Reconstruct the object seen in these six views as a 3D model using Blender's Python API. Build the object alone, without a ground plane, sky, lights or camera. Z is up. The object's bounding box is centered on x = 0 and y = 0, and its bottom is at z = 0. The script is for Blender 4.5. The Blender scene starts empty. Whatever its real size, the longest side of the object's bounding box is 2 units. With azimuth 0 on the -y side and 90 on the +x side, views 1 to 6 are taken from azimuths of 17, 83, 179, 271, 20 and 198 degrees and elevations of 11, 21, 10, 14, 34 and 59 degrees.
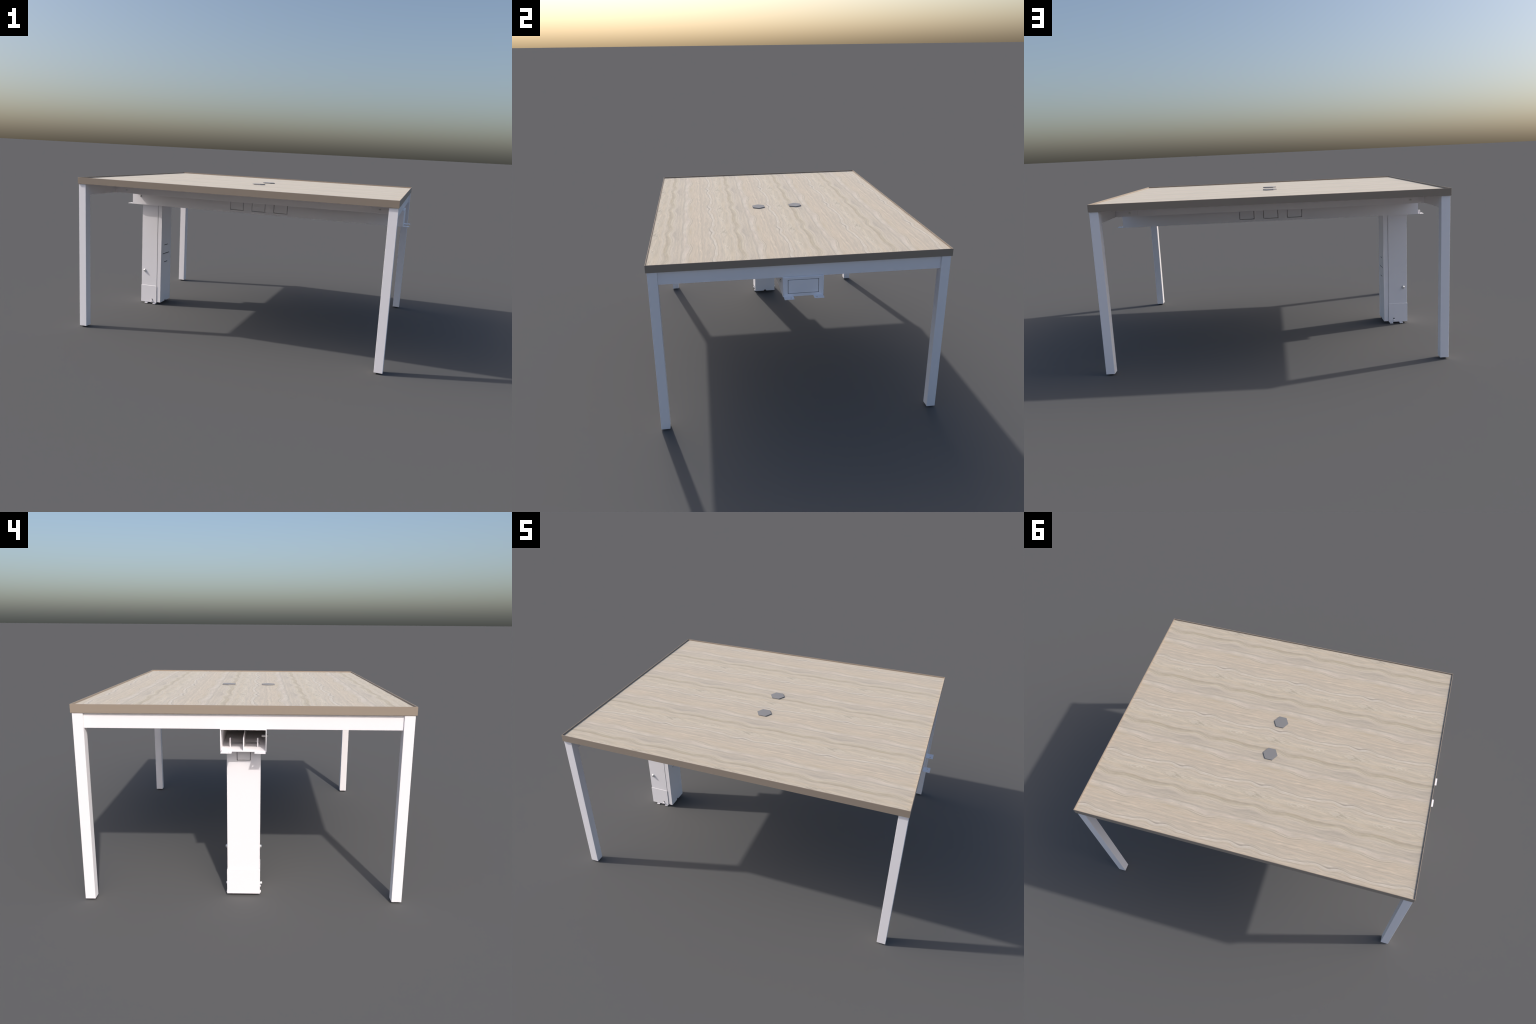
"""Rectangular office meeting desk: oak-look top with a raised taupe edge band, white square
steel legs, a cable tray under the top and a vertical cable riser column."""
import bpy, bmesh, math
from mathutils import Vector

# ------------------------------------------------------------------ sizes (metres)
TOP_X, TOP_Y = 0.9630, 0.7704         # half length / half width of the top, edge band included
BAND_Z0, BAND_Z1 = 0.9145, 0.9538     # edge band bottom and top
BAND_T = 0.003                        # edge band thickness
TOP_Z = 0.9455                        # recessed wood surface
LEG_OX, LEG_OY, LEG_W = 0.9597, 0.7641, 0.0482
LEG_Z0, LEG_Z1 = 0.0065, 0.9135
BEAM_XO, BEAM_XI, BEAM_Z0, BEAM_Z1 = 0.9500, 0.9195, 0.8452, 0.9125
RAIL_Y, RAIL_T, RAIL_Z0 = 0.4040, 0.034, 0.8445
BRACKET_X = 0.7875
TRAY_X, TRAY_Y, TRAY_Z0, TRAY_Z1, SHEET = 0.9615, 0.1040, 0.7435, 0.8433, 0.0028
RISER_X0, RISER_X1, SEAM_X = -0.8935, -0.7367, -0.7675
RISER_Y = 0.0787


# ------------------------------------------------------------------ node helpers
def lin(c):
    return tuple(((v / 255) / 12.92 if v / 255 <= 0.04045 else ((v / 255 + 0.055) / 1.055) ** 2.4)
                 for v in c) + (1.0,)


class Graph:
    """Small expression builder over a material's node tree."""

    def __init__(self, name):
        self.mat = bpy.data.materials.new(name)
        self.mat.use_nodes = True
        self.nt = self.mat.node_tree
        self.nt.nodes.clear()
        self.out = self.nt.nodes.new('ShaderNodeOutputMaterial')
        self.bsdf = self.nt.nodes.new('ShaderNodeBsdfPrincipled')
        self.nt.links.new(self.bsdf.outputs[0], self.out.inputs[0])

    def put(self, sock, v):
        if isinstance(v, bpy.types.NodeSocket):
            self.nt.links.new(v, sock)
        else:
            sock.default_value = v

    def m(self, op, a, b=None, c=None, clamp=False):
        n = self.nt.nodes.new('ShaderNodeMath')
        n.operation = op
        n.use_clamp = clamp
        for i, v in enumerate((a, b, c)):
            if v is not None:
                self.put(n.inputs[i], v)
        return n.outputs[0]

    def add(self, *t):
        r = t[0]
        for v in t[1:]:
            r = self.m('ADD', r, v)
        return r

    def mul(self, a, b):
        return self.m('MULTIPLY', a, b)

    def cosw(self, x, k, phase=0.0):
        return self.m('COSINE', self.m('MULTIPLY_ADD', x, 2 * math.pi * k, phase))

    def sinw(self, x, k):
        return self.m('SINE', self.m('MULTIPLY', x, 2 * math.pi * k))

    def wrap(self, x, centre):
        """signed distance from centre on a unit ring, -0.5 .. 0.5"""
        return self.m('SUBTRACT', self.m('FRACT', self.m('ADD', x, 0.5 - centre + 4.0)), 0.5)

    def tent(self, d, half):
        t = self.m('SUBTRACT', 1.0, self.m('DIVIDE', self.m('ABSOLUTE', d), half), clamp=True)
        return self.mul(self.mul(t, t), self.m('SUBTRACT', 3.0, self.mul(t, 2.0)))

    def ellipse(self, du, dv, ru, rv):
        a, b = self.m('DIVIDE', du, ru), self.m('DIVIDE', dv, rv)
        return self.m('SQRT', self.add(self.mul(a, a), self.mul(b, b)))

    def mix(self, fac, a, b, mode='MIX'):
        n = self.nt.nodes.new('ShaderNodeMix')
        n.data_type = 'RGBA'
        n.blend_type = mode
        self.put(n.inputs[0], fac)
        self.put(n.inputs[6], a)
        self.put(n.inputs[7], b)
        return n.outputs[2]

    def ramp(self, fac, stops):
        n = self.nt.nodes.new('ShaderNodeValToRGB')
        el = n.color_ramp.elements
        while len(el) < len(stops):
            el.new(0.5)
        for e, (p, c) in zip(el, stops):
            e.position, e.color = p, lin(c)
        self.put(n.inputs[0], fac)
        return n.outputs[0]

    def coord(self):
        tc = self.nt.nodes.new('ShaderNodeTexCoord')
        s = self.nt.nodes.new('ShaderNodeSeparateXYZ')
        self.nt.links.new(tc.outputs['Object'], s.inputs[0])
        return s.outputs, tc.outputs['Object']

    def noise(self, vec, scale, detail=2.0, rough=0.5, w=None):
        n = self.nt.nodes.new('ShaderNodeTexNoise')
        n.noise_dimensions = '4D' if w is not None else '3D'
        self.put(n.inputs['Vector'], vec)
        if w is not None:
            self.put(n.inputs['W'], w)
        n.inputs['Scale'].default_value = scale
        n.inputs['Detail'].default_value = detail
        n.inputs['Roughness'].default_value = rough
        return n.outputs[0]

    def vec(self, x, y, z):
        n = self.nt.nodes.new('ShaderNodeCombineXYZ')
        for i, v in enumerate((x, y, z)):
            self.put(n.inputs[i], v)
        return n.outputs[0]

    def bump(self, h, strength, dist):
        n = self.nt.nodes.new('ShaderNodeBump')
        n.inputs['Strength'].default_value = strength
        n.inputs['Distance'].default_value = dist
        self.put(n.inputs['Height'], h)
        self.put(self.bsdf.inputs['Normal'], n.outputs[0])

    def finish(self, colour, rough, metallic=0.0, spec=0.5):
        self.put(self.bsdf.inputs['Base Color'], colour)
        self.put(self.bsdf.inputs['Roughness'], rough)
        self.bsdf.inputs['Metallic'].default_value = metallic
        self.bsdf.inputs['Specular IOR Level'].default_value = spec
        return self.mat


# ------------------------------------------------------------------ materials
def wood_laminate():
    """Printed oak laminate. The print repeats every 0.49 x 0.385 m; grain runs along x."""
    g = Graph('oak_laminate')
    (x, y, z), _ = g.coord()
    u = g.m('DIVIDE', g.m('SUBTRACT', x, 0.2448), 0.4896)
    v = g.m('DIVIDE', g.m('SUBTRACT', y, 0.0205), 0.385)
    cu, su, cv, sv = g.cosw(u, 1), g.sinw(u, 1), g.cosw(v, 1), g.sinw(v, 1)

    def ring_noise(ru, rv, detail=2.0, rough=0.5, off=0.0):
        """noise wrapped on a torus so that the print repeats without seams"""
        p = g.vec(g.m('MULTIPLY_ADD', cu, ru, off), g.mul(su, ru), g.mul(cv, rv))
        return g.m('SUBTRACT', g.noise(p, 1.0, detail, rough, g.mul(sv, rv)), 0.5)

    # wavy flow lines: each family of stripes has its own wave along the grain
    def at(c):
        return g.wrap(v, c)
    wave_d = g.mul(g.add(g.mul(g.cosw(u, 2), -0.0200), g.mul(g.cosw(u, 3, 0.8), 0.006), g.mul(cu, 0.006), g.mul(su, -0.003)), g.tent(at(0.21), 0.19))
    bend = g.m('MAXIMUM', cu, 0.0)
    bend = g.mul(bend, g.mul(bend, bend))
    wave_c = g.mul(g.mul(bend, 0.050), g.tent(at(0.50), 0.12))
    wave_s = g.mul(g.add(g.mul(cu, 0.0234), g.mul(g.cosw(u, 2), 0.0048), g.mul(g.cosw(u, 3), -0.0078),
                         g.mul(g.cosw(u, 4), 0.0093)), g.tent(at(0.82), 0.13))
    slow = g.mul(ring_noise(0.75, 1.8, 1.0), 0.034)
    quick = g.mul(ring_noise(1.7, 7.0, 3.0, 0.55, 3.0), 0.026)
    vw = g.add(g.m('SUBTRACT', v, g.add(wave_d, wave_c, wave_s)), slow, quick)
    vf = g.m('FRACT', g.m('ADD', vw, 8.0))
    fcv, fsv = g.cosw(vw, 1), g.sinw(vw, 1)

    def flow_noise(ru, rv, detail=2.0, rough=0.5, off=0.0):
        """the same, but bent along the wavy flow lines"""
        p = g.vec(g.m('MULTIPLY_ADD', cu, ru, off), g.mul(su, ru), g.mul(fcv, rv))
        return g.m('SUBTRACT', g.noise(p, 1.0, detail, rough, g.mul(fsv, rv)), 0.5)

    stops = [
        (0.000, (203, 191, 175)), (0.060, (202, 188, 169)), (0.120, (205, 193, 178)),
        (0.150, (199, 186, 169)), (0.166, (180, 166, 147)), (0.186, (187, 173, 154)),
        (0.212, (194, 181, 161)), (0.226, (207, 196, 180)), (0.240, (194, 181, 164)),
        (0.256, (206, 194, 180)), (0.290, (193, 181, 167)), (0.318, (198, 186, 172)), (0.340, (192, 180, 166)),
        (0.372, (201, 189, 175)), (0.392, (192, 180, 166)), (0.430, (206, 194, 183)),
        (0.470, (201, 188, 172)), (0.540, (203, 188, 170)),
        (0.610, (204, 189, 172)), (0.652, (208, 194, 177)), (0.671, (189, 175, 160)),
        (0.690, (202, 188, 172)), (0.760, (200, 187, 172)), (0.800, (201, 189, 175)),
        (0.811, (172, 160, 147)), (0.824, (211, 201, 190)), (0.852, (207, 196, 183)),
        (0.868, (193, 179, 161)), (0.882, (206, 193, 178)), (0.915, (196, 184, 170)),
        (0.940, (204, 192, 177)), (1.000, (203, 191, 175))]
    col = g.ramp(vf, stops)

    du0, du5 = g.wrap(u, 0.0), g.wrap(u, 0.5)
    # mauve-grey smudge under the wavy band, and pale streak beside it
    speck = ring_noise(3.0, 16.0, 2.0, 0.6, 1.0)
    e = g.ellipse(g.wrap(u, 0.47), g.m('SUBTRACT', g.wrap(vw, 0.305), 0.0), 0.30, 0.055)
    f = g.m('SUBTRACT', 1.0, g.add(e, g.mul(speck, 0.8)), clamp=True)
    col = g.mix(g.mul(f, 0.9), col, lin((183, 171, 159)))
    e = g.ellipse(g.wrap(u, 0.30), g.wrap(vw, 0.425), 0.26, 0.030)
    f = g.m('SUBTRACT', 1.0, g.add(e, g.mul(speck, 0.6)), clamp=True)
    col = g.mix(f, col, lin((211, 201, 188)))
    e = g.ellipse(du5, g.wrap(vw, 0.232), 0.16, 0.018)
    col = g.mix(g.m('SUBTRACT', 1.0, e, clamp=True), col, lin((214, 203, 186)))
    # olive core of the wavy band where it crests
    e = g.ellipse(g.wrap(u, 0.02), g.wrap(vw, 0.185), 0.22, 0.030)
    col = g.mix(g.mul(g.m('SUBTRACT', 1.0, e, clamp=True), 0.55), col, lin((184, 171, 144)))
    # dipped chevron: dark line with a pale one riding on it
    near = g.tent(du0, 0.30)
    col = g.mix(g.mul(g.tent(g.wrap(vw, 0.497), 0.013), near), col, lin((172, 158, 142)))
    col = g.mix(g.mul(g.tent(g.wrap(vw, 0.478), 0.009), near), col, lin((212, 201, 188)))
    col = g.mix(g.mul(g.tent(g.wrap(vw, 0.468), 0.006), near), col, lin((178, 165, 149)))
    e = g.ellipse(g.wrap(u, 0.45), g.wrap(vw, 0.505), 0.25, 0.035)
    col = g.mix(g.mul(g.m('SUBTRACT', 1.0, e, clamp=True), 0.7), col, lin((190, 174, 150)))
    # small pale blister sitting in the dip of the sharp line
    e = g.ellipse(g.wrap(u, 0.494), g.wrap(v, 0.781), 0.065, 0.024)
    f = g.mul(g.m('SUBTRACT', 1.0, e, clamp=True), 1.8)
    col = g.mix(g.m('MINIMUM', f, 1.0), col, lin((210, 199, 187)))
    # knot with rings
    knot = g.ellipse(du0, g.wrap(v, 0.0), 0.17, 0.080)
    rings = g.sinw(g.add(knot, g.mul(ring_noise(1.8, 4.0, 2.0, 0.5, 5.0), 0.75)), 3.4)
    fade = g.m('SUBTRACT', 1.0, knot, clamp=True)
    col = g.mix(g.mul(g.m('MAXIMUM', rings, 0.0), g.mul(fade, 0.9)), col, lin((213, 205, 194)))
    col = g.mix(g.mul(g.m('MAXIMUM', g.mul(rings, -1.0), 0.0), g.mul(fade, 0.5)), col, lin((188, 174, 155)))
    # feathery figure beside the knot
    e = g.ellipse(du5, g.wrap(v, 0.985), 0.26, 0.075)
    feather = g.m('SUBTRACT', 1.0, e, clamp=True)
    scrib = g.sinw(g.add(g.mul(vw, 9.0), g.mul(u, 5.0), g.mul(ring_noise(2.2, 3.2, 3.0, 0.6, 7.0), 3.0)), 1)
    col = g.mix(g.mul(g.m('MAXIMUM', scrib, 0.0), g.mul(feather, 0.95)), col, lin((180, 168, 150)))
    col = g.mix(g.mul(g.m('MAXIMUM', g.mul(scrib, -1.0), 0.0), g.mul(feather, 0.7)), col, lin((212, 203, 190)))
    # the print fades in and out along the grain
    col = g.mix(g.m('MULTIPLY_ADD', ring_noise(0.9, 3.0, 2.0, 0.5, 15.0), 1.6, 0.38, clamp=True), col, lin((199, 187, 171)))
    # warm and grey drifts between neighbouring fibres
    drift = flow_noise(0.45, 7.0, 2.0, 0.5, 17.0)
    col = g.mix(g.m('MULTIPLY', drift, 1.3, clamp=True), col, lin((203, 188, 168)))
    col = g.mix(g.m('MULTIPLY', drift, -1.6, clamp=True), col, lin((187, 177, 164)))
    # thin contour lines that follow the flow, closest together under the wavy band
    lines = g.sinw(g.add(vw, g.mul(ring_noise(0.9, 4.0, 2.0, 0.5, 9.0), 0.025)), 61)
    lmask = g.m('MULTIPLY_ADD', ring_noise(1.0, 5.0, 1.0, 0.5, 11.0), 2.2, 0.30, clamp=True)
    lmask = g.m('MAXIMUM', lmask, g.mul(g.tent(g.wrap(vw, 0.235), 0.06), g.m('MULTIPLY_ADD', g.cosw(u, 2, 2.4), 0.35, 0.65)))
    # fibre streaks and pores
    fibre = g.add(g.mul(flow_noise(0.7, 9.0, 4.0, 0.62, 19.0), 0.36), g.mul(flow_noise(1.4, 30.0, 2.0, 0.6, 13.0), 0.26))
    pores = g.add(fibre, g.mul(g.mul(lines, lmask), 0.060))
    val = g.m('ADD', 1.0, pores)
    col = g.mix(1.0, col, g.vec(val, val, val), 'MULTIPLY')
    col = g.mix(1.0, col, (1.235, 1.29, 1.338, 1.0), 'MULTIPLY')
    return g.finish(col, 1.0, 0.72)


def plain(name, rgb, rough, metallic=0.0, grain=0.0, scale=300.0, spec=0.5):
    """Even colour with a light powder-coat / moulded grain."""
    g = Graph(name)
    _, o = g.coord()
    n = g.noise(o, scale, 2.0, 0.6)
    d = g.m('MULTIPLY_ADD', g.m('SUBTRACT', n, 0.5), grain, 1.0)
    base = tuple(rgb) + (1.0,)
    col = g.mix(1.0, base, g.vec(d, d, d), 'MULTIPLY')
    g.bump(n, 0.03, 0.0005)
    return g.finish(col, rough, metallic, spec)


WOOD = wood_laminate()
BAND = plain('taupe_edge_band', (0.53, 0.455, 0.385), 1.0, metallic=0.8, grain=0.04, scale=120)
WHITE = plain('white_powder_coat', (0.985, 0.968, 0.98), 1.0, metallic=1.0, grain=0.02)
GREY = plain('grey_plastic', (0.40, 0.395, 0.40), 1.0, metallic=0.74, grain=0.03)
STEEL = plain('bright_steel', (0.80, 0.79, 0.78), 0.50, metallic=1.0, grain=0.05)
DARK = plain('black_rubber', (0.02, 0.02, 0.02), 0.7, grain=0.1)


# ------------------------------------------------------------------ geometry helpers
def mesh_from(bm, name, mat, smooth=False):
    bmesh.ops.recalc_face_normals(bm, faces=bm.faces)
    me = bpy.data.meshes.new(name)
    bm.to_mesh(me)
    bm.free()
    me.materials.append(mat)
    if smooth:
        for p in me.polygons:
            p.use_smooth = True
    return me


def place(name, me, parent, loc=(0, 0, 0), rot=(0, 0, 0)):
    ob = bpy.data.objects.new(name, me)
    ob.location, ob.rotation_euler = loc, rot
    ob.parent = parent
    bpy.context.scene.collection.objects.link(ob)
    return ob


def add_box(bm, lo, hi):
    c = [(a + b) / 2 for a, b in zip(lo, hi)]
    r = bmesh.ops.create_cube(bm, size=1.0)
    for vt in r['verts']:
        vt.co = Vector([c[i] + vt.co[i] * (hi[i] - lo[i]) for i in range(3)])
    return r['verts']


def box_mesh(name, mat, lo, hi, bevel=0.0):
    bm = bmesh.new()
    add_box(bm, lo, hi)
    if bevel:
        bmesh.ops.bevel(bm, geom=bm.edges[:], offset=bevel, segments=2, profile=0.5, affect='EDGES')
    return mesh_from(bm, name, mat)


def rounded(w, h, r, cx=0.0, cy=0.0, seg=5):
    """outline of a rounded rectangle"""
    pts = []
    for sx, sy, a0 in ((1, 1, 0), (-1, 1, 90), (-1, -1, 180), (1, -1, 270)):
        for k in range(seg + 1):
            a = math.radians(a0 + 90 * k / seg)
            pts.append((cx + sx * (w / 2 - r) + r * math.cos(a), cy + sy * (h / 2 - r) + r * math.sin(a)))
    return pts


def circle(r, cx, cy, n=20):
    return [(cx + r * math.cos(2 * math.pi * k / n), cy + r * math.sin(2 * math.pi * k / n)) for k in range(n)]


def rect(x0, x1, y0, y1):
    return [(x0, y0), (x1, y0), (x1, y1), (x0, y1)]


def sheet(name, mat, outline, holes, thick, axis):
    """Sheet-metal plate: outline with holes in its plane, `thick` deep, centred on the plane.
    axis 'x': plane is (y, z); 'y': plane is (x, z); 'z': plane is (x, y)."""
    cu = bpy.data.curves.new(name, 'CURVE')
    cu.dimensions = '2D'
    cu.fill_mode = 'BOTH'
    cu.extrude = thick / 2
    for ring in [outline] + holes:
        sp = cu.splines.new('POLY')
        sp.points.add(len(ring) - 1)
        for p, (a, b) in zip(sp.points, ring):
            p.co = (a, b, 0, 1)
        sp.use_cyclic_u = True
    ob = bpy.data.objects.new(name, cu)
    bpy.context.scene.collection.objects.link(ob)
    me = bpy.data.meshes.new_from_object(ob.evaluated_get(bpy.context.evaluated_depsgraph_get()))
    bpy.data.objects.remove(ob)
    bpy.data.curves.remove(cu)
    bm = bmesh.new()
    bm.from_mesh(me)
    bpy.data.meshes.remove(me)
    bmesh.ops.remove_doubles(bm, verts=bm.verts, dist=1e-6)
    for vt in bm.verts:
        a, b, c = vt.co
        vt.co = {'x': (c, a, b), 'y': (a, c, b), 'z': (a, b, c)}[axis]
    return mesh_from(bm, name, mat)


def revolve(name, mat, profile, n=24):
    """turned part about z from (radius, z) pairs"""
    bm = bmesh.new()
    vs = [bm.verts.new((r, 0, z)) for r, z in profile]
    es = [bm.edges.new((a, b)) for a, b in zip(vs, vs[1:])]
    bmesh.ops.spin(bm, geom=vs + es, cent=(0, 0, 0), axis=(0, 0, 1), angle=2 * math.pi, steps=n)
    bmesh.ops.remove_doubles(bm, verts=bm.verts, dist=1e-5)
    me = mesh_from(bm, name, mat, smooth=True)
    return me


def empty(name, parent=None, loc=(0, 0, 0)):
    ob = bpy.data.objects.new(name, None)
    ob.parent = parent
    ob.location = loc
    ob.empty_display_size = 0.1
    bpy.context.scene.collection.objects.link(ob)
    return ob


# ------------------------------------------------------------------ the desk
desk = empty('office_desk')
desk['label'] = 'pale oak desk, white square legs, cable tray and riser'
desk['category'] = 'office desk'

# top: wood panel inside a taupe band that stands a little proud of it
panel = place('tabletop', box_mesh('tabletop', WOOD, (-TOP_X + BAND_T + .0003, -TOP_Y + BAND_T + .0003, BAND_Z0 + .0004),
              (TOP_X - BAND_T - .0003, TOP_Y - BAND_T - .0003, TOP_Z)), desk)


def frame_mesh():
    bm = bmesh.new()
    loops = []
    for inset, z in ((0, BAND_Z0), (0, BAND_Z1), (BAND_T, BAND_Z1), (BAND_T, BAND_Z0)):
        loops.append([bm.verts.new((sx * (TOP_X - inset), sy * (TOP_Y - inset), z))
                      for sx, sy in ((-1, -1), (1, -1), (1, 1), (-1, 1))])
    for k in range(4):
        a, b = loops[k], loops[(k + 1) % 4]
        for i in range(4):
            bm.faces.new((a[i], a[(i + 1) % 4], b[(i + 1) % 4], b[i]))
    bmesh.ops.recalc_face_normals(bm, faces=bm.faces)
    bmesh.ops.bevel(bm, geom=bm.edges[:], offset=0.0004, segments=1, affect='EDGES')
    return mesh_from(bm, 'edge_band', BAND)


place('edge_band', frame_mesh(), panel)

# hexagonal cable-port covers
bm = bmesh.new()
hexa = circle(0.0445, 0, 0, 6)
lo = [bm.verts.new((a, b, 0)) for a, b in hexa]
hi = [bm.verts.new((a, b, 0.0055)) for a, b in hexa]
bm.faces.new(hi)
bm.faces.new(lo[::-1])
for i in range(6):
    bm.faces.new((lo[i], lo[(i + 1) % 6], hi[(i + 1) % 6], hi[i]))
bmesh.ops.bevel(bm, geom=bm.edges[:], offset=0.0007, segments=2, affect='EDGES')
hex_me = mesh_from(bm, 'cable_port_cover', GREY)
for sy in (-1, 1):
    place('cable_port_cover', hex_me, panel, (-0.0005, sy * 0.1190, TOP_Z + 0.0002))

# legs with glides
h = LEG_W / 2
leg_me = box_mesh('leg', WHITE, (-h, -h, LEG_Z0), (h, h, LEG_Z1), 0.0012)
glide_me = revolve('foot_glide', DARK, [(0.0001, 0.0), (0.017, 0.0), (0.018, 0.001), (0.018, 0.0064), (0.0001, 0.0064)])
for sx in (-1, 1):
    for sy in (-1, 1):
        leg = place('leg', leg_me, desk, (sx * (LEG_OX - h), sy * (LEG_OY - h), 0))
        place('foot_glide', glide_me, leg)

# end beams between the legs
inner_y = LEG_OY - LEG_W
bl = (BEAM_XO - BEAM_XI) / 2
beam_me = box_mesh('end_beam', WHITE, (-bl, -inner_y, BEAM_Z0), (bl, inner_y, BEAM_Z1), 0.001)
screw_me = revolve('screw', WHITE, [(0.0001, 0.0022), (0.0030, 0.0014), (0.0046, 0.0), (0.0001, 0.0)], 16)
for sx in (-1, 1):
    beam = place('end_beam', beam_me, desk, (sx * (BEAM_XO + BEAM_XI) / 2, 0, 0))
    for sy in (-1, 1):
        s = place('screw', screw_me, beam, (sx * bl, sy * 0.064, 0.8705), (0, sx * math.pi / 2, 0))
        s.scale = (0.55, 0.55, 0.4)
        s = place('screw', screw_me, beam, (-sx * 0.006, sy * 0.0605, 0.8416), (math.pi, 0, 0))
        s.scale = (2.4, 2.4, 2.4)

# long rails and the sleeves that bolt them to the end beams
rail_me = box_mesh('rail', WHITE, (-BEAM_XI + 0.001, -RAIL_T / 2, RAIL_Z0), (BEAM_XI - 0.001, RAIL_T / 2, BEAM_Z1), 0.001)
sl = (BEAM_XI - BRACKET_X) / 2
sleeve_me = box_mesh('rail_bracket', WHITE, (-sl + .0006, -RAIL_T / 2 - .002, 0.8472), (sl - .0006, RAIL_T / 2 + .002, BEAM_Z1 + .0006), 0.0006)
bolt_me = revolve('bolt', STEEL, [(0.0001, 0.0042), (0.0030, 0.0040), (0.0052, 0.0028), (0.0060, 0.0), (0.0001, 0.0)], 18)
for sy in (-1, 1):
    rail = place('rail', rail_me, desk, (0, sy * (RAIL_Y - RAIL_T / 2), 0))
    for sx in (-1, 1):
        br = place('rail_bracket', sleeve_me, rail, (sx * (BEAM_XI + BRACKET_X) / 2, 0, 0))
        place('bolt', bolt_me, rail, (sx * 0.836, sy * (RAIL_T / 2 + .0018), 0.8655), (-sy * math.pi / 2, 0, 0))

# ------------------------------------------------------------------ cable tray
tray = empty('cable_tray', desk, (0, 0, 0))
KZ0, KZ1, GAP = 0.7600, 0.8350, 0.0031
side_spans = [(c - 0.0480, c + 0.0480) for c in (-0.154, 0.001, 0.1565)]
wall_me = sheet('tray_wall', WHITE, rect(-TRAY_X, TRAY_X, TRAY_Z0, TRAY_Z1),
                [rect(a, b, KZ0, KZ1) for a, b in side_spans], SHEET, 'y')
kw = 0.0480 - GAP
knock_me = box_mesh('knockout_panel', WHITE, (-kw, -SHEET / 2, KZ0 + GAP), (kw, SHEET / 2, KZ1 - GAP), 0.0003)
for sy in (-1, 1):
    yw = sy * (TRAY_Y - SHEET / 2)
    w = place('tray_wall', wall_me, tray, (0, yw, 0))
    for a, b in side_spans:
        place('knockout_panel', knock_me, tray, ((a + b) / 2, yw, 0))

# floor with a mouth for the riser column
floor_me = sheet('tray_floor', WHITE, rect(-TRAY_X, TRAY_X, -TRAY_Y + SHEET + .0002, TRAY_Y - SHEET - .0002),
                 [rect(-0.800, -0.745, -0.072, -0.006), rect(-0.800, -0.745, 0.006, 0.072)], SHEET, 'z')
place('tray_floor', floor_me, tray, (0, 0, TRAY_Z0 + SHEET / 2))
place('tray_divider', box_mesh('tray_divider', WHITE, (-0.952, -0.0014, TRAY_Z0 + SHEET), (0.950, 0.0014, 0.8045), 0.0004), tray)

place('tray_lid', box_mesh('tray_lid', WHITE, (-0.929, -TRAY_Y + SHEET + .0002, TRAY_Z1 - .0026),
      (0.924, TRAY_Y - SHEET - .0002, TRAY_Z1 - .0004)), tray)

# closed far end with a knockout, and a return lip on top
end_me = sheet('tray_end_plate', WHITE, rect(-TRAY_Y + SHEET + .0002, TRAY_Y - SHEET - .0002, TRAY_Z0 + SHEET, TRAY_Z1),
               [rect(-0.0792, 0.0792, 0.7590, 0.8345)], SHEET, 'x')
place('tray_end_plate', end_me, tray, (TRAY_X - SHEET / 2, 0, 0))
place('knockout_panel', box_mesh('end_knockout_panel', WHITE, (-SHEET / 2, -0.0792 + .0024, 0.7590 + .0024),
      (SHEET / 2, 0.0792 - .0024, 0.8345 - .0024), 0.0003), tray, (TRAY_X - SHEET / 2, 0, 0))


# return flange on top of both ends: flat under the beam, its outer rim kicked up in front of it
def flange_mesh():
    bm = bmesh.new()
    prof = [(0.0, 0.8435), (TRAY_X - 0.930, 0.8435), (TRAY_X - 0.930, 0.8445), (TRAY_X - 0.952, 0.8447),
            (TRAY_X - 0.9512, 0.8492), (0.0, 0.8456)]
    ends = [[bm.verts.new((x, y, z)) for x, z in prof] for y in (-TRAY_Y, TRAY_Y)]
    bm.faces.new(ends[0])
    bm.faces.new(ends[1][::-1])
    for i in range(len(prof)):
        j = (i + 1) % len(prof)
        bm.faces.new((ends[0][i], ends[0][j], ends[1][j], ends[1][i]))
    return mesh_from(bm, 'tray_flange', WHITE)


flange_me = flange_mesh()
place('tray_flange', flange_me, tray, (-TRAY_X - .0002, 0, 0))
place('tray_flange', flange_me, tray, (TRAY_X + .0002, 0, 0), (0, 0, math.pi))

# mounting tabs at both ends, each with a screw hole
tl = 0.0385
tab_me = sheet('mounting_tab', WHITE, rect(0, tl, -0.0247, 0.0247), [circle(0.0046, 0.0215, -0.0105, 16)], SHEET * .8, 'z')
for sx in (-1, 1):
    for sy in (-1, 1):
        t = place('mounting_tab', tab_me, tray, (sx * TRAY_X, sy * 0.0758, TRAY_Z0 + SHEET * .4))
        t.scale = (sx, sy, 1)
place('hook', box_mesh('hook', WHITE, (-0.006, -0.006, 0), (0.006, 0.006, 0.023), 0.0025), tray, (-0.972, 0.0895, TRAY_Z0 + .002))

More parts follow.
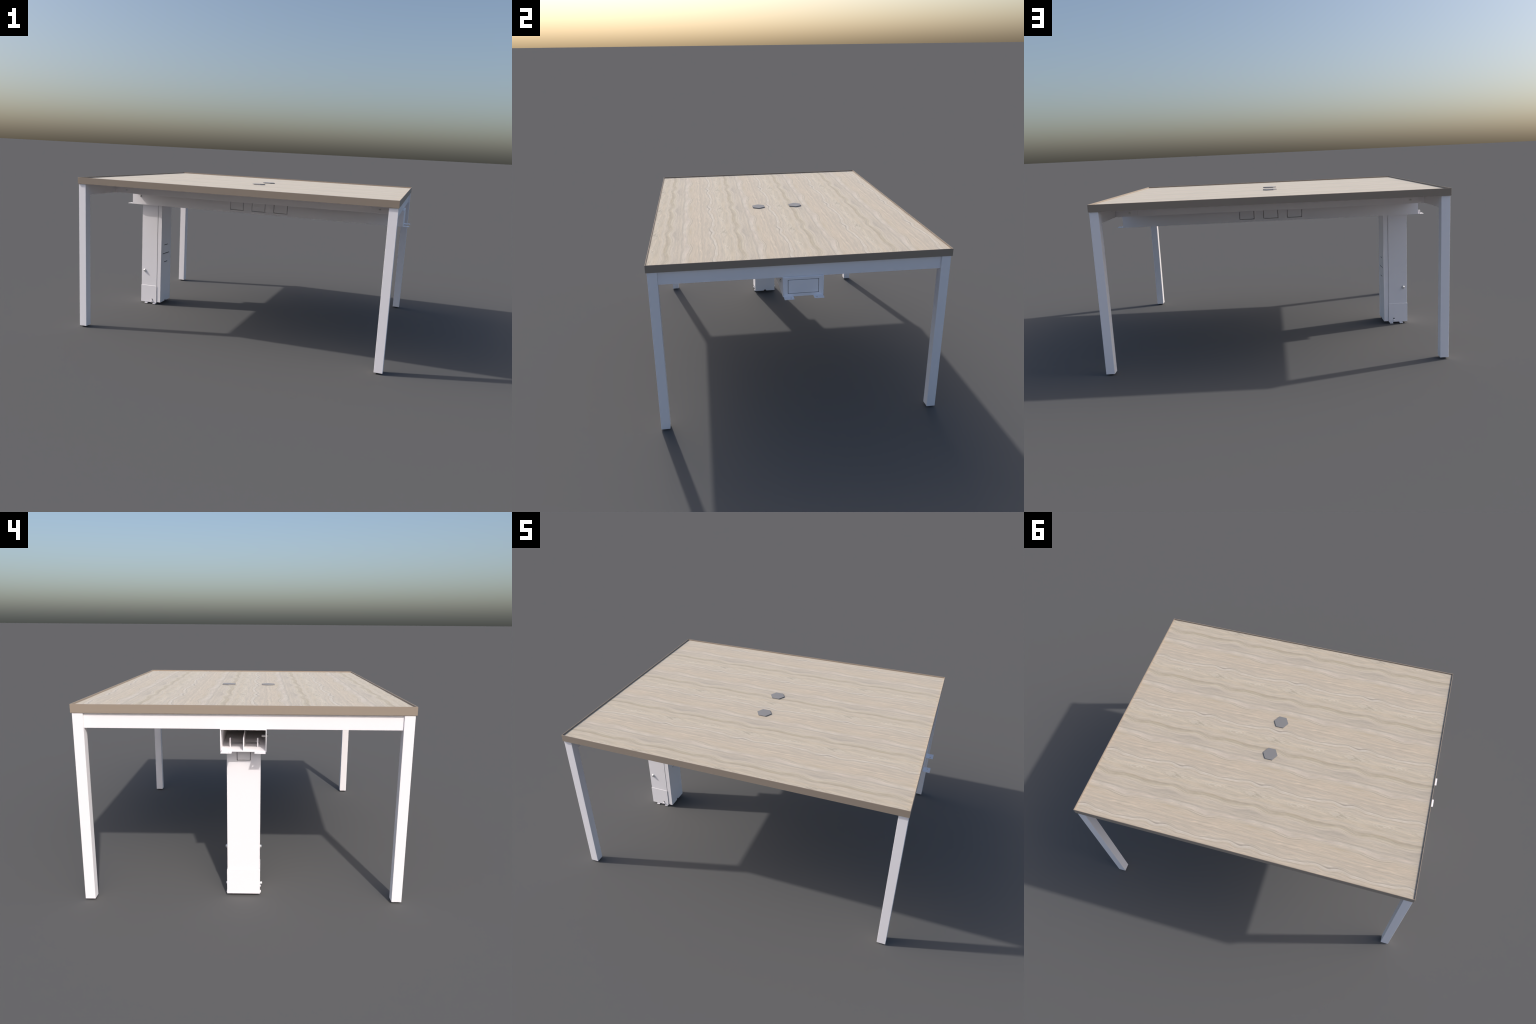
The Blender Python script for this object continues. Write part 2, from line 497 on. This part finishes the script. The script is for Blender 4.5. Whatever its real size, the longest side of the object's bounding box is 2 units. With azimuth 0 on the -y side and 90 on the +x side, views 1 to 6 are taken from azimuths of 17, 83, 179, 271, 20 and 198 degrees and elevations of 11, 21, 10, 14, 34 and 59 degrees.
# studs standing on the floor above the riser, bolts through the wall
stud_me = revolve('stud', WHITE, [(0.0001, 0.044), (0.0026, 0.044), (0.0035, 0.043), (0.0035, 0.0), (0.0001, 0.0)], 14)
for sy in (-1, 1):
    place('stud', stud_me, tray, (-0.870, sy * 0.064, TRAY_Z0 + SHEET))
tray_bolt_me = revolve('tray_bolt', STEEL, [(0.0001, 0.0086), (0.0030, 0.0080), (0.0054, 0.0055), (0.0062, 0.0022),
                                            (0.0082, 0.0020), (0.0082, 0.0), (0.0044, -0.0002), (0.0044, -0.022), (0.0001, -0.022)], 20)
for sx in (-1, 1):
    place('bolt', tray_bolt_me, tray, (sx * 0.896, -TRAY_Y - .0001, 0.8055), (math.pi / 2, 0, 0))

# ------------------------------------------------------------------ cable riser column
riser = empty('cable_riser', desk, (0, 0, 0))
T = 0.0028
RZ1 = TRAY_Z0 - 0.0006
CZ0, PZ0, SKIRT_Z1 = 0.0165, 0.0105, 0.1375


# back channel (faces +x): slots, and a cable notch at its foot
def notch_outline():
    pts = [(-RISER_Y, CZ0), (-0.0105, CZ0)]
    pts += [(-0.0105 * math.cos(math.pi * k / 10), CZ0 + 0.0105 * math.sin(math.pi * k / 10)) for k in range(1, 10)]
    pts += [(0.0105, CZ0), (RISER_Y, CZ0), (RISER_Y, RZ1), (-RISER_Y, RZ1)]
    return pts


back_me = sheet('riser_channel', WHITE, notch_outline(),
                [rounded(0.107, 0.0060, 0.0026, 0, 0.383), rounded(0.058, 0.0060, 0.0026, 0, 0.447),
                 rounded(0.058, 0.0060, 0.0026, 0, 0.319)], T, 'x')
back = place('riser_channel', back_me, riser, (RISER_X1 - T / 2, 0, 0))
ret_me = box_mesh('channel_side', WHITE, (SEAM_X + .0016, -T / 2, CZ0), (RISER_X1 - T - .0002, T / 2, RZ1))
inner_me = box_mesh('channel_core', WHITE, (SEAM_X - .004, -T / 2, CZ0 + .002), (SEAM_X + .006, T / 2, RZ1 - .001))
for sy in (-1, 1):
    place('channel_side', ret_me, riser, (0, sy * (RISER_Y - T / 2 - .0006), 0))
    place('channel_core', inner_me, riser, (0, sy * (RISER_Y - T * 1.5 - .0022), 0))

# front cover (faces -x), U-shaped, with a knockout under the tray
KB, KT, KY = 0.6875, 0.7340, 0.0325
cover_me = sheet('riser_cover', WHITE, rect(-RISER_Y + T + .0002, RISER_Y - T - .0002, PZ0 + .001, RZ1), [rect(-KY, KY, KB, KT)], T, 'x')
place('riser_cover', cover_me, riser, (RISER_X0 + T / 2, 0, 0))
place('knockout_panel', box_mesh('riser_knockout', WHITE, (-T / 2, -KY + .0026, KB + .0026), (T / 2, KY - .0026, KT - .0026), 0.0003),
      riser, (RISER_X0 + T / 2, 0, 0))
shade_plate_me = box_mesh('slot_shade_plate', DARK, (-0.0008, -0.058, 0.308), (0.0008, 0.058, 0.458))  # black plate modelled behind the slots to show the column's unlit inside
place('slot_shade_plate', shade_plate_me, riser, (RISER_X1 - T - 0.0012, 0, 0))
place('riser_floor', box_mesh('riser_floor', WHITE, (RISER_X0 + T + .0002, -RISER_Y + 2 * T, 0.024), (RISER_X1 - T - .0002, RISER_Y - 2 * T, 0.0265)), riser)
cside_me = box_mesh('cover_side', WHITE, (RISER_X0, -T / 2, PZ0 + .001), (SEAM_X - .0014, T / 2, RZ1), 0.0008)
for sy in (-1, 1):
    place('cover_side', cside_me, riser, (0, sy * (RISER_Y - T / 2), 0))


# lower skirt: a slightly larger U wrapped round the cover, chamfered on top
def skirt_mesh():
    bm = bmesh.new()
    x0, x1, yo, e = RISER_X0 - 0.0019, SEAM_X - .0010, RISER_Y + 0.0020, 0.0019
    prof = lambda d: [(x1, -yo + d), (x0 + d, -yo + d), (x0 + d, yo - d), (x1, yo - d)]
    lv = [(0.0, PZ0), (0.0, SKIRT_Z1), (e, SKIRT_Z1 + e)]
    out = [[bm.verts.new((a, b, z)) for a, b in prof(d)] for d, z in lv]
    inn = [[bm.verts.new((a, b, z)) for a, b in prof(e)] for z in (PZ0,)]
    for A, B in ((out[0], out[1]), (out[1], out[2]), (inn[0], out[0]), (out[2], inn[0])):
        for i in range(3):
            bm.faces.new((A[i], A[i + 1], B[i + 1], B[i]))
    for i in (0, 3):
        bm.faces.new((inn[0][i], out[0][i], out[1][i], out[2][i]))
    return mesh_from(bm, 'riser_skirt', WHITE)


place('riser_skirt', skirt_mesh(), riser)

# knobs, hooks with their slots, and the little feet
knob_me = revolve('knob', STEEL, [(0.0001, 0.0105), (0.0040, 0.0100), (0.0075, 0.0078), (0.0095, 0.0045), (0.0098, 0.0020),
                                  (0.0110, 0.0014), (0.0110, 0.0), (0.0001, 0.0)], 24)
peg_me = revolve('peg', WHITE, [(0.0001, 0.0105), (0.0045, 0.0105), (0.0056, 0.0092), (0.0058, 0.0), (0.0001, 0.0)], 16)
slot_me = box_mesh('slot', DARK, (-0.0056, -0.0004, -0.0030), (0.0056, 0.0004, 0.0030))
foot_me = box_mesh('riser_foot', WHITE, (-0.0108, -0.012, 0.0), (0.0108, 0.012, 0.0045), 0.0006)
stem_me = box_mesh('foot_stem', WHITE, (-0.0105, -0.0012, 0.0045), (0.0105, 0.0012, 0.016))
for sy in (-1, 1):
    rot = (-sy * math.pi / 2, 0, 0)
    place('knob', knob_me, riser, (-0.8673, sy * (RISER_Y - .0001), 0.2505), rot)
    place('peg', peg_me, riser, (-0.8036, sy * (RISER_Y + .0018), 0.0255), rot)
    place('slot', slot_me, riser, (-0.8032, sy * (RISER_Y + .0020), 0.0350))
    for xf in (-0.8530, -0.7870):
        ft = place('riser_foot', foot_me, riser, (xf, sy * 0.0735, 0))
        place('foot_stem', stem_me, riser, (xf, sy * 0.0755, 0))
